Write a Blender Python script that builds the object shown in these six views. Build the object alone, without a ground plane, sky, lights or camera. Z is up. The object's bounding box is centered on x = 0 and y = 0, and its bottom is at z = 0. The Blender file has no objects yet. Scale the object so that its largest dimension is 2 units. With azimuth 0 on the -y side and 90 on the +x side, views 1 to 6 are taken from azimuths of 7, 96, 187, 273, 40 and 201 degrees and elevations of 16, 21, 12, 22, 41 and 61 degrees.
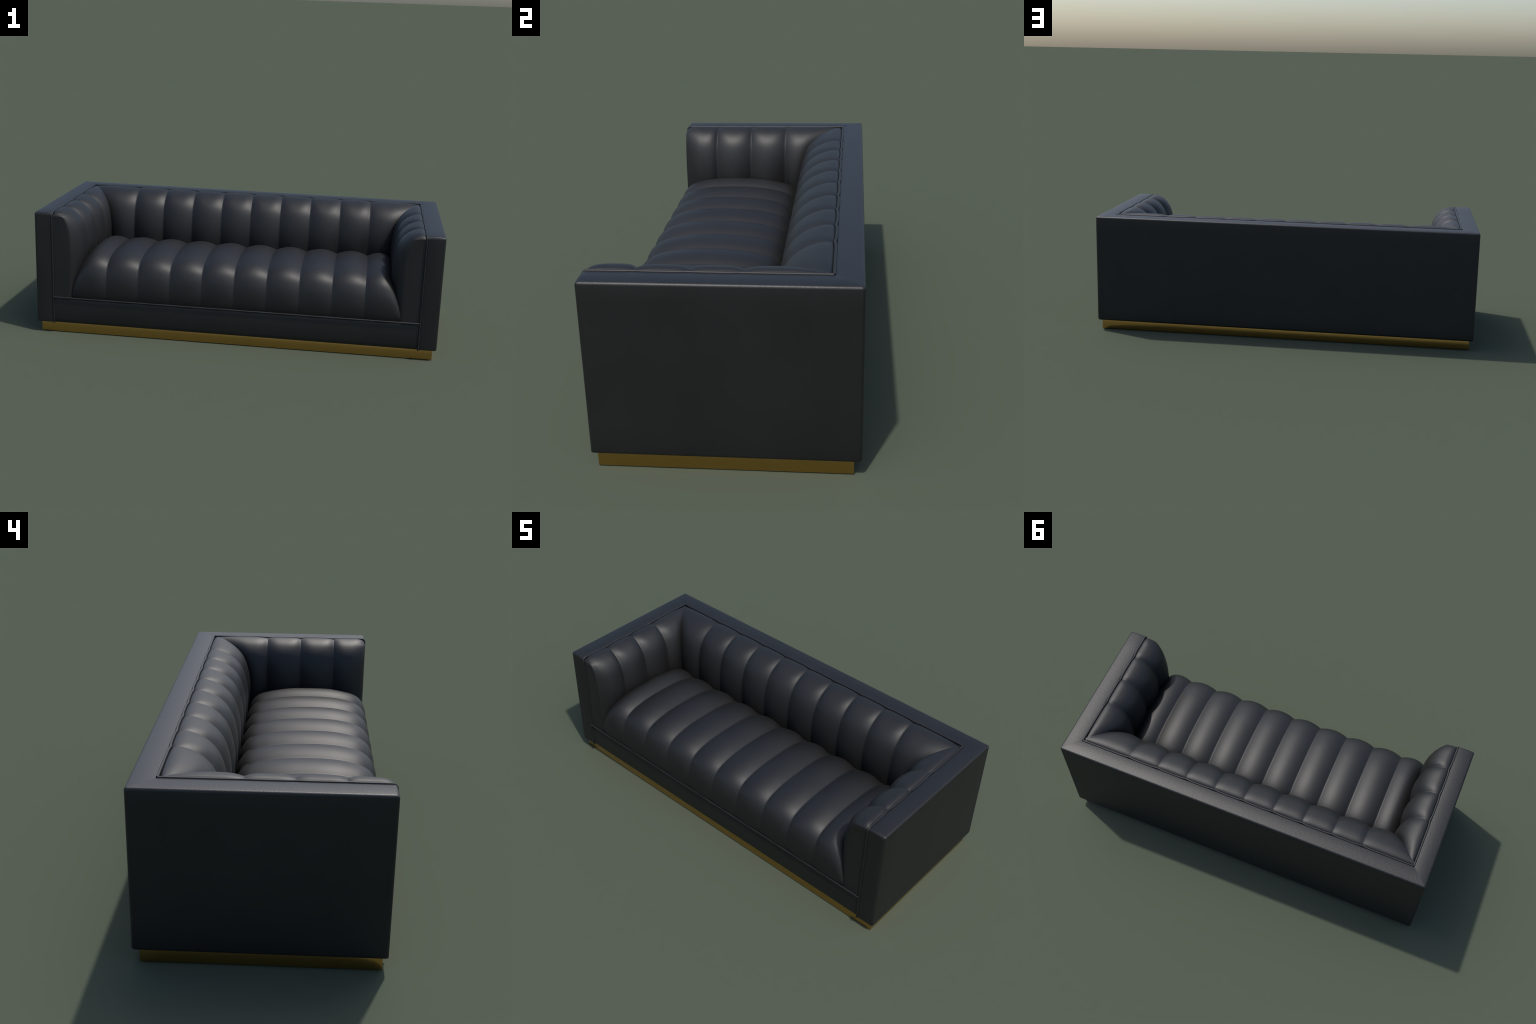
"""Channel-tufted black leather sofa on a recessed brass plinth."""
import bpy, bmesh
from math import sin, cos, pi, sqrt
from mathutils import Vector

# ------------------------------------------------------------------ sizes (m)
HALF_W = 1.0          # outer half width
Y_BACK = 0.4165       # outer back face
Y_FRONT = -0.4075     # front face of arms and rail
Z_BODY = 0.050        # underside of the upholstered body
Z_TOP = 0.6185        # top of the arm / back frame
FRAME_T = 0.0880      # thickness of arm and back frame
IN_X = HALF_W - FRAME_T          # inner face of the arms
IN_Y = Y_BACK - FRAME_T          # inner face of the back
RAIL_TOP = 0.184
PITCH = 0.16          # channel width
CORD_R = 0.0048

# ------------------------------------------------------------------ materials
def nodes_of(name):
    m = bpy.data.materials.new(name)
    m.use_nodes = True
    nt = m.node_tree
    return m, nt, nt.nodes["Principled BSDF"]


def leather(name, rough=0.40, weave=False):
    m, nt, b = nodes_of(name)
    N, L = nt.nodes, nt.links
    co = N.new("ShaderNodeTexCoord")
    tone = N.new("ShaderNodeTexNoise")
    tone.inputs["Scale"].default_value = 5.0
    tone.inputs["Detail"].default_value = 4.0
    L.new(co.outputs["Object"], tone.inputs["Vector"])
    ramp = N.new("ShaderNodeValToRGB")
    ramp.color_ramp.elements[0].position = 0.3
    ramp.color_ramp.elements[1].position = 0.7
    ramp.color_ramp.elements[0].color = (*LEATHER_LOW, 1)
    ramp.color_ramp.elements[1].color = (*LEATHER_HIGH, 1)
    L.new(tone.outputs["Fac"], ramp.inputs["Fac"])
    L.new(ramp.outputs["Color"], b.inputs["Base Color"])
    rr = N.new("ShaderNodeMapRange")
    rr.inputs["To Min"].default_value = rough - 0.03
    rr.inputs["To Max"].default_value = rough + 0.03
    L.new(tone.outputs["Fac"], rr.inputs["Value"])
    L.new(rr.outputs["Result"], b.inputs["Roughness"])
    grain = N.new("ShaderNodeTexNoise")
    grain.inputs["Scale"].default_value = 260.0
    grain.inputs["Detail"].default_value = 2.0
    if weave:      # faint stretched thread grain of the outer panels
        mp = N.new("ShaderNodeMapping")
        mp.inputs["Scale"].default_value = (1.0, 1.0, 0.22)
        L.new(co.outputs["Object"], mp.inputs["Vector"])
        L.new(mp.outputs["Vector"], grain.inputs["Vector"])
    else:
        L.new(co.outputs["Object"], grain.inputs["Vector"])
    bump = N.new("ShaderNodeBump")
    bump.inputs["Strength"].default_value = 0.50 if weave else 0.03
    bump.inputs["Distance"].default_value = 0.001
    L.new(grain.outputs["Fac"], bump.inputs["Height"])
    L.new(bump.outputs["Normal"], b.inputs["Normal"])
    b.inputs["Specular IOR Level"].default_value = 0.5
    return m


LEATHER_LOW = (0.0062, 0.0062, 0.0062)
LEATHER_HIGH = (0.0082, 0.0082, 0.0082)
MAT_PAD = leather("black_leather_padding", 0.54)
MAT_FRAME = leather("black_leather_panel", 0.48, weave=True)


def brass():
    m, nt, b = nodes_of("brushed_brass")
    N, L = nt.nodes, nt.links
    co = N.new("ShaderNodeTexCoord")
    mp = N.new("ShaderNodeMapping")
    mp.inputs["Scale"].default_value = (1.5, 1.5, 60.0)
    L.new(co.outputs["Object"], mp.inputs["Vector"])
    n = N.new("ShaderNodeTexNoise")
    n.inputs["Scale"].default_value = 8.0
    L.new(mp.outputs["Vector"], n.inputs["Vector"])
    ramp = N.new("ShaderNodeValToRGB")
    ramp.color_ramp.elements[0].color = (0.58, 0.355, 0.110, 1)
    ramp.color_ramp.elements[1].color = (0.64, 0.385, 0.120, 1)
    L.new(n.outputs["Fac"], ramp.inputs["Fac"])
    L.new(ramp.outputs["Color"], b.inputs["Base Color"])
    b.inputs["Metallic"].default_value = 1.0
    b.inputs["Roughness"].default_value = 0.24
    return m


MAT_BRASS = brass()

# ------------------------------------------------------------------ helpers
def make_object(name, verts, faces, mat, parent, angle=0.7, thick=0.0):
    me = bpy.data.meshes.new(name)
    me.from_pydata([tuple(v) for v in verts], [], faces)
    bm = bmesh.new()
    bm.from_mesh(me)
    bmesh.ops.remove_doubles(bm, verts=bm.verts, dist=1e-6)
    bmesh.ops.recalc_face_normals(bm, faces=bm.faces)
    if thick:
        # outward is where the shell's crown points; close it into a solid pad
        bmesh.ops.solidify(bm, geom=bm.faces[:], thickness=thick)
        bmesh.ops.recalc_face_normals(bm, faces=bm.faces)
    bm.to_mesh(me)
    bm.free()
    me.materials.append(mat)
    me.polygons.foreach_set("use_smooth", [True] * len(me.polygons))
    me.set_sharp_from_angle(angle=angle)
    ob = bpy.data.objects.new(name, me)
    bpy.context.scene.collection.objects.link(ob)
    ob.parent = parent
    return ob


def grid_faces(rows, cols, flip=False):
    f = []
    for i in range(rows - 1):
        for j in range(cols - 1):
            q = (i * cols + j, i * cols + j + 1, (i + 1) * cols + j + 1, (i + 1) * cols + j)
            f.append(q[::-1] if flip else q)
    return f


def resample(ctrl, n):
    """Catmull-Rom through control points, then n points at even arc length."""
    P = [Vector(p) for p in ctrl]
    P = [2 * P[0] - P[1]] + P + [2 * P[-1] - P[-2]]
    dense = []
    for i in range(1, len(P) - 2):
        for k in range(40):
            t = k / 40
            a, b, c, d = P[i - 1:i + 3]
            dense.append(0.5 * (2 * b + (c - a) * t + (2 * a - 5 * b + 4 * c - d) * t * t
                                + (3 * b - a - 3 * c + d) * t ** 3))
    dense.append(P[-2])
    acc = [0.0]
    for p, q in zip(dense, dense[1:]):
        acc.append(acc[-1] + (q - p).length)
    out, j = [], 0
    for i in range(n):
        s = acc[-1] * i / (n - 1)
        while j < len(acc) - 2 and acc[j + 1] < s:
            j += 1
        f = (s - acc[j]) / max(acc[j + 1] - acc[j], 1e-9)
        out.append(dense[j].lerp(dense[j + 1], min(max(f, 0), 1)))
    return out


def normals_2d(pts):
    out = []
    for i in range(len(pts)):
        d = pts[min(i + 1, len(pts) - 1)] - pts[max(i - 1, 0)]
        d.normalize()
        out.append(Vector((d.y, -d.x)))
    return out


def smoothstep(a, b, x):
    t = min(max((x - a) / (b - a), 0), 1)
    return t * t * (3 - 2 * t)


# ------------------------------------------------------------------ the sofa
sofa = bpy.data.objects.new("sofa", None)
bpy.context.scene.collection.objects.link(sofa)
sofa["label"] = "black leather channel-tufted sofa on a low brass plinth"
sofa["category"] = "sofa"

# --- frame: one U-shaped upholstered shell, mitred at the back corners -------
def frame_section():
    """Closed section (w from the outer face inward, z), rounded, faintly crowned."""
    pts = []
    def arc(cx, cz, rad, a0, a1, n=6):
        for i in range(n + 1):
            a = a0 + (a1 - a0) * i / n
            pts.append((cx + rad * cos(a), cz + rad * sin(a)))
    T, zt, zb = FRAME_T, Z_TOP, Z_BODY
    ro, ri, rb = 0.010, 0.006, 0.012
    arc(rb, zb + rb, rb, 1.5 * pi, pi)                    # bottom outer edge
    for i in range(1, 12):
        pts.append((0.0, zb + rb + (zt - ro - zb - rb) * i / 12))
    arc(ro, zt - ro, ro, pi, 0.5 * pi)                    # top outer edge
    for i in range(1, 10):                                # crowned top
        u = i / 10
        pts.append((ro + (T - ro - ri) * u, zt + 0.0022 * (1 - (2 * u - 1) ** 2)))
    arc(T - ri, zt - ri, ri, 0.5 * pi, 0.0)               # top inner edge
    pts.append((T, zb + 0.02))
    pts.append((T, zb))
    return pts


def build_frame():
    sec = frame_section()
    n = len(sec)
    R = 0.012                                             # front edge rounding
    def corner(side, w, z, a, r=0.011):
        """rounded outer back corner; plain mitre further in."""
        if w >= r:
            return (side * (HALF_W - w), Y_BACK - w, z)
        return (side * (HALF_W - r + (r - w) * cos(a)), Y_BACK - r + (r - w) * sin(a), z)

    def arm(side):
        rows = []
        # mitre row, straight rows, rounded front end
        for k in range(5):
            rows.append([corner(side, w, z, 0.25 * pi * (1 - k / 4)) for w, z in sec])
        ys = [IN_Y - 0.10 - (IN_Y - 0.10 - Y_FRONT - R) * i / 6 for i in range(7)]
        for y in ys:
            rows.append([(side * (HALF_W - w), y, z) for w, z in sec])
        for i in range(1, 7):
            a = 0.5 * pi * i / 6
            ins, y = R * (1 - cos(a)), Y_FRONT + R - R * sin(a)
            row = []
            for w, z in sec:
                w2 = min(max(w, ins), FRAME_T - ins * 0.5)
                z2 = z - ins * 1.2 * smoothstep(Z_TOP - 0.03, Z_TOP - 0.004, z)
                z2 += ins * 0.5 * smoothstep(Z_BODY + 0.02, Z_BODY, z)
                row.append((side * (HALF_W - w2), y, z2))
            rows.append(row)
        verts = [p for r in rows for p in r]
        faces = []
        for i in range(len(rows) - 1):
            for j in range(n):
                faces.append((i * n + j, i * n + (j + 1) % n, (i + 1) * n + (j + 1) % n, (i + 1) * n + j))
        last = (len(rows) - 1) * n
        faces.append(tuple(last + j for j in range(n)))
        return make_object("arm", verts, faces, MAT_FRAME, sofa)

    def back():
        rows = []
        for k in range(5):
            rows.append([corner(-1, w, z, 0.25 * pi * (1 + k / 4)) for w, z in sec])
        for i in range(1, 8):
            x = (HALF_W - FRAME_T - 0.03) * (-1 + 2 * i / 8)
            rows.append([(x, Y_BACK - w, z) for w, z in sec])
        for k in range(5):
            rows.append([corner(1, w, z, 0.25 * pi * (2 - k / 4)) for w, z in sec])
        verts = [p for r in rows for p in r]
        faces = []
        for i in range(len(rows) - 1):
            for j in range(n):
                faces.append((i * n + j, i * n + (j + 1) % n, (i + 1) * n + (j + 1) % n, (i + 1) * n + j))
        return make_object("backrest", verts, faces, MAT_FRAME, sofa)

    return arm(-1), arm(1), back()


arm_left, arm_right, backrest = build_frame()


def rounded_box(name, x0, x1, y0, y1, z0, z1, r, mat, parent, seg=4):
    me = bpy.data.meshes.new(name)
    bm = bmesh.new()
    bmesh.ops.create_cube(bm, size=1.0)
    for v in bm.verts:
        v.co = Vector((x0 + (v.co.x + .5) * (x1 - x0), y0 + (v.co.y + .5) * (y1 - y0),
                       z0 + (v.co.z + .5) * (z1 - z0)))
    if r:
        bmesh.ops.bevel(bm, geom=bm.edges[:], offset=r, segments=seg, profile=0.5, affect='EDGES')
    bm.to_mesh(me)
    bm.free()
    me.materials.append(mat)
    me.polygons.foreach_set("use_smooth", [True] * len(me.polygons))
    me.set_sharp_from_angle(angle=0.6)
    ob = bpy.data.objects.new(name, me)
    bpy.context.scene.collection.objects.link(ob)
    ob.parent = parent
    return ob


# --- plinth, front rail, deck under the seat ---------------------------------
rounded_box("plinth", -0.981, 0.981, -0.390, 0.393, 0.0, Z_BODY + 0.004, 0.0012, MAT_BRASS, sofa, 2)


def build_rail():
    z0, z1 = Z_BODY + 0.0015, RAIL_TOP
    prof = [(IN_Y - 0.004, z0)]
    for i in range(17):                                   # gently bellied front face
        u = -1 + 2 * i / 16
        prof.append((Y_FRONT + 0.0012 + 0.0040 * u * u + 0.004 * abs(u) ** 16, (z0 + z1) / 2 + (z1 - z0) / 2 * u))
    prof += [(Y_FRONT + 0.014, z1 + 0.001), (IN_Y - 0.004, z1 + 0.001)]
    n = len(prof)
    verts = [(s * (IN_X - 0.001), y, z) for s in (-1, 1) for y, z in prof]
    faces = [(j, (j + 1) % n, n + (j + 1) % n, n + j) for j in range(n)]
    faces += [tuple(range(n)), tuple(range(n, 2 * n))]
    return make_object("front_rail", verts, faces, MAT_FRAME, sofa)


rail = build_rail()


# --- piping ------------------------------------------------------------------
def cord(name, path, radius, parent, closed=False):
    cu = bpy.data.curves.new(name, 'CURVE')
    cu.dimensions = '3D'
    cu.bevel_depth = radius
    cu.bevel_resolution = 3
    cu.use_fill_caps = True
    sp = cu.splines.new('POLY')
    sp.points.add(len(path) - 1)
    for p, q in zip(sp.points, path):
        p.co = (*q, 1)
    tmp = bpy.data.objects.new(name + "_tmp", cu)
    bpy.context.scene.collection.objects.link(tmp)
    bpy.context.view_layer.update()
    me = bpy.data.meshes.new_from_object(tmp.evaluated_get(bpy.context.evaluated_depsgraph_get()))
    bpy.data.objects.remove(tmp)
    bpy.data.curves.remove(cu)
    me.name = name
    me.materials.clear()
    me.materials.append(MAT_PAD)
    me.polygons.foreach_set("use_smooth", [True] * len(me.polygons))
    ob = bpy.data.objects.new(name, me)
    bpy.context.scene.collection.objects.link(ob)
    ob.parent = parent
    return ob


ARM_SEAMS = [-0.255, -0.096, 0.063]
BACK_SEAMS = [PITCH * k for k in range(-4, 5)]
SEAM_W = 0.022


def pinch(v, seams):
    """1 at a seam, 0 in the middle of a channel."""
    return max(2.718 ** (-((v - s) / SEAM_W) ** 2) for s in seams)


def arm_cord(side):
    zc = Z_TOP - 0.0004
    path = []
    yf = Y_FRONT + 0.0015
    for i in range(20):
        path.append((IN_X - 0.001, yf, Z_BODY - 0.001 + (zc - 0.016 - Z_BODY) * i / 19))
    for i in range(1, 9):
        a = 0.5 * pi * i / 8
        path.append((IN_X - 0.001, yf + 0.016 * (1 - cos(a)), zc - 0.016 + 0.016 * sin(a)))
    n = 150
    for i in range(1, n + 1):
        y = yf + 0.016 + (IN_Y - 0.002 - yf - 0.016) * i / n
        path.append((IN_X - 0.001 - 0.0036 * pinch(y, ARM_SEAMS), y, zc - 0.001 * pinch(y, ARM_SEAMS)))
    return cord("piping", [(side * x, y, z) for x, y, z in path], CORD_R, arm_left if side < 0 else arm_right)


arm_cord(-1)
arm_cord(1)
cord("piping", [(x, IN_Y - 0.001 - 0.0036 * pinch(x, BACK_SEAMS), Z_TOP - 0.0004)
                for x in [(-IN_X + 0.002) + (2 * IN_X - 0.004) * i / 400 for i in range(401)]], CORD_R, backrest)
cord("piping", [(-IN_X + 0.004 + (2 * IN_X - 0.008) * i / 20, Y_FRONT - 0.0008, RAIL_TOP + 0.0015)
                for i in range(21)], 0.0046, rail)

# --- upright channels of arms and back --------------------------------------
# profile (d = how far the pad stands off the frame, z), from the piping over
# the roll and down behind the seat
PAD = resample([(-0.0010, 0.585), (0.0005, 0.607), (0.0065, 0.6180), (0.020, 0.6232), (0.046, 0.6222),
                (0.085, 0.6065), (0.115, 0.579), (0.1335, 0.544), (0.1460, 0.492), (0.1515, 0.435),
                (0.1505, 0.37), (0.1480, 0.29), (0.144, 0.21), (0.142, 0.172)], 60)
PAD_N = normals_2d(PAD)
PAD_N = [-n for n in PAD_N]
DEPTH_BACK = 1.26                 # the back pad is thicker than the arm pads
ARM_CREASE = 0.0195
BACK_CREASE = 0.0165
COLS = 29


def crease_profile(t, power=2.0, a=0.95):
    """0 on the crown, 1 in the seam: a round crown that eases into a tight rounded valley."""
    t = abs(t)
    slope = power * a ** (power - 1)
    end = a ** power + slope * (1 - a) / 2
    if t < a:
        return t ** power / end
    return (a ** power + slope * (t - a) - slope * (t - a) ** 2 / (2 * (1 - a))) / end


def pad_crease(i, depth):
    """crease depth along the profile: shallow at the piping."""
    s = i / (len(PAD) - 1)
    return depth * (0.22 + 0.78 * smoothstep(0.04, 0.30, s))


def pad_power(i):
    """flat-topped, tightly pinched channels at the piping, round ones below."""
    s = i / (len(PAD) - 1)
    return 4.5 - 2.5 * smoothstep(0.08, 0.36, s)


def pad_point(i, scale, dip):
    p, n = PAD[i], PAD_N[i]
    return Vector((p.x * scale - n.x * dip, p.y - n.y * dip))


def t_values(n=COLS):
    # denser towards the seams
    return [sin(0.5 * pi * (-1 + 2 * j / (n - 1))) * 0.6 + 0.4 * (-1 + 2 * j / (n - 1)) for j in range(n)]


def channel_object(name, rows, cols, verts, parent):
    return make_object(name, verts, grid_faces(rows, cols), MAT_PAD, parent, angle=0.8)


def upright_channel(name, lo, hi, scale, crease, place, parent, mitre=None):
    """lo..hi: seam positions along the frame; mitre(i) gives the end at a corner."""
    verts = []
    for i in range(len(PAD)):
        for t in t_values():
            dip = pad_crease(i, crease) * crease_profile(t, pad_power(i))
            end = hi
            if mitre is not None:
                end = mitre(PAD[i].x) + 1.55 * pad_crease(i, crease)
                if t > 0:
                    dip = 1.35 * pad_crease(i, crease) * abs(t) ** 2.2
            v = pad_point(i, scale, dip)
            a = lo + (end - lo) * (t + 1) / 2
            verts.append(place(a, v.x, v.y))
    return channel_object(name, len(PAD), COLS, verts, parent)


def back_place(a, d, z):
    return (a, IN_Y - d, z)


back_pad_core = rounded_box("back_padding", -IN_X + 0.13, IN_X - 0.13, IN_Y - 0.120, IN_Y + 0.002,
                            RAIL_TOP - 0.006, 0.53, 0.03, MAT_PAD, backrest)
for lo, hi in zip(BACK_SEAMS, BACK_SEAMS[1:]):
    upright_channel("back_channel", lo, hi, DEPTH_BACK, BACK_CREASE, back_place, backrest)
for side in (-1, 1):
    upright_channel("back_channel", BACK_SEAMS[-1], 0, DEPTH_BACK, BACK_CREASE,
                    lambda a, d, z, s=side: (s * a, IN_Y - d, z), backrest,
                    mitre=lambda d: IN_X - max(d, 0.004) + 0.002)

Y_PAD_FRONT = Y_FRONT + 0.006
for side, parent in ((-1, arm_left), (1, arm_right)):
    def arm_place(a, d, z, s=side):
        return (s * (IN_X - d), a, z)
    rounded_box("arm_padding", *sorted((side * (IN_X - 0.100), side * (IN_X + 0.002))), -0.37, IN_Y - 0.12,
                RAIL_TOP - 0.006, 0.54, 0.03, MAT_PAD, parent)
    for lo, hi in zip(ARM_SEAMS, ARM_SEAMS[1:]):
        upright_channel("arm_channel", lo, hi, 1.0, ARM_CREASE, arm_place, parent)
    upright_channel("arm_channel", ARM_SEAMS[-1], 0, 1.0, ARM_CREASE, arm_place, parent,
                    mitre=lambda d: IN_Y - max(d, 0.004) * DEPTH_BACK + 0.002)
    # foremost channel: seam -> crown -> rounded front cap
    verts = []
    y_seam, y_crown = ARM_SEAMS[0], ARM_SEAMS[0] - 0.063
    half = [-(0.6 * sin(0.5 * pi * j / 14) + 0.4 * j / 14) for j in range(15)][::-1]   # -1 .. 0
    # plan of the front cap: (share of the pad's depth, y)
    if side > 0:
        cap = [(0.150, y_crown), (0.1475, -0.342), (0.136, -0.366), (0.122, -0.386), (0.107, -0.398)]
        lean = 0.0
    else:                                 # this one is stuffed leaner at the front
        lean = 0.055
        cap = [(0.150 * (1 - lean), y_crown), (0.1375, -0.342), (0.128, -0.364), (0.114, -0.384), (0.101, -0.396)]
    cap = resample(cap + [(0.090, -0.4045), (0.045, -0.4055), (0.0, -0.4050)], 34)[1:]
    cols = len(half) + len(cap)
    for i in range(len(PAD)):
        p = PAD[i]
        for t in half:
            v = pad_point(i, 1.0, pad_crease(i, ARM_CREASE) * crease_profile(t, pad_power(i)))
            verts.append(arm_place(y_crown + (y_seam - y_crown) * -t, v.x * (1 - lean * smoothstep(-1, 0, t)), v.y))
        for k, (d, y) in enumerate(cap):
            f = d / 0.150
            # the top edge rolls over just before the front face
            over = min(max((-0.352 - y) / 0.0535, 0), 1)
            fz = sqrt(max(1 - over ** 2.4, 0))
            z_anchor = min(p.y, 0.600)
            verts.append(arm_place(y, 0.003 + (p.x - 0.003) * f, z_anchor + (p.y - z_anchor) * fz))
    make_object("arm_channel", verts, grid_faces(len(PAD), cols), MAT_PAD, parent, angle=0.8)

# --- seat --------------------------------------------------------------------
# profile (y, z) from the rail piping up over the crown and down behind
SEAT = resample([(-0.404, 0.176), (-0.4115, 0.196), (-0.4165, 0.230), (-0.4170, 0.275), (-0.4095, 0.325),
                 (-0.388, 0.370), (-0.345, 0.400), (-0.270, 0.4175), (-0.190, 0.4235), (-0.090, 0.4225),
                 (-0.010, 0.4155), (0.050, 0.404), (0.095, 0.388), (0.125, 0.364), (0.143, 0.330),
                 (0.155, 0.285), (0.158, 0.240)], 72)
SEAT_N = [-n for n in normals_2d(SEAT)]
SEAT_CREASE = 0.0190
seat = rounded_box("seat_cushion", -0.74, 0.74, -0.372, 0.13, RAIL_TOP - 0.006, 0.372, 0.05, MAT_PAD, sofa)


def seat_crease(i):
    s = i / (len(SEAT) - 1)
    return SEAT_CREASE * (0.22 + 0.78 * smoothstep(0.0, 0.29, s))


def seat_point(i, dip):
    p, n = SEAT[i], SEAT_N[i]
    return p.x - n.x * dip, p.y - n.y * dip


for lo, hi in zip(BACK_SEAMS, BACK_SEAMS[1:]):
    verts = []
    for i in range(len(SEAT)):
        for t in t_values():
            y, z = seat_point(i, seat_crease(i) * crease_profile(t))
            verts.append((lo + (hi - lo) * (t + 1) / 2, y, z))
    channel_object("seat_channel", len(SEAT), COLS, verts, seat)
for side in (-1, 1):
    verts = []
    x_seam, x_crown, x_end = BACK_SEAMS[-1], 0.708, 0.820
    half = [-(0.6 * sin(0.5 * pi * j / 14) + 0.4 * j / 14) for j in range(15)][::-1]
    cap = [j / 26 for j in range(1, 27)]
    cols = len(half) + len(cap)
    for i in range(len(SEAT)):
        for t in half:
            y, z = seat_point(i, seat_crease(i) * crease_profile(t))
            verts.append((side * (x_crown + (x_crown - x_seam) * t), y, z))
        y0, z0 = SEAT[i]
        for u in cap:
            a = 0.5 * pi * u
            f = max(cos(a), 0)
            g = sin(a)
            fy = 0.90 + 0.10 * f ** 0.5
            za = min(z0, 0.186)
            verts.append((side * (x_crown + (x_end - x_crown) * g), -0.13 + (y0 + 0.13) * fy, za + (z0 - za) * f))
    make_object("seat_channel", verts, grid_faces(len(SEAT), cols), MAT_PAD, seat, angle=0.8)
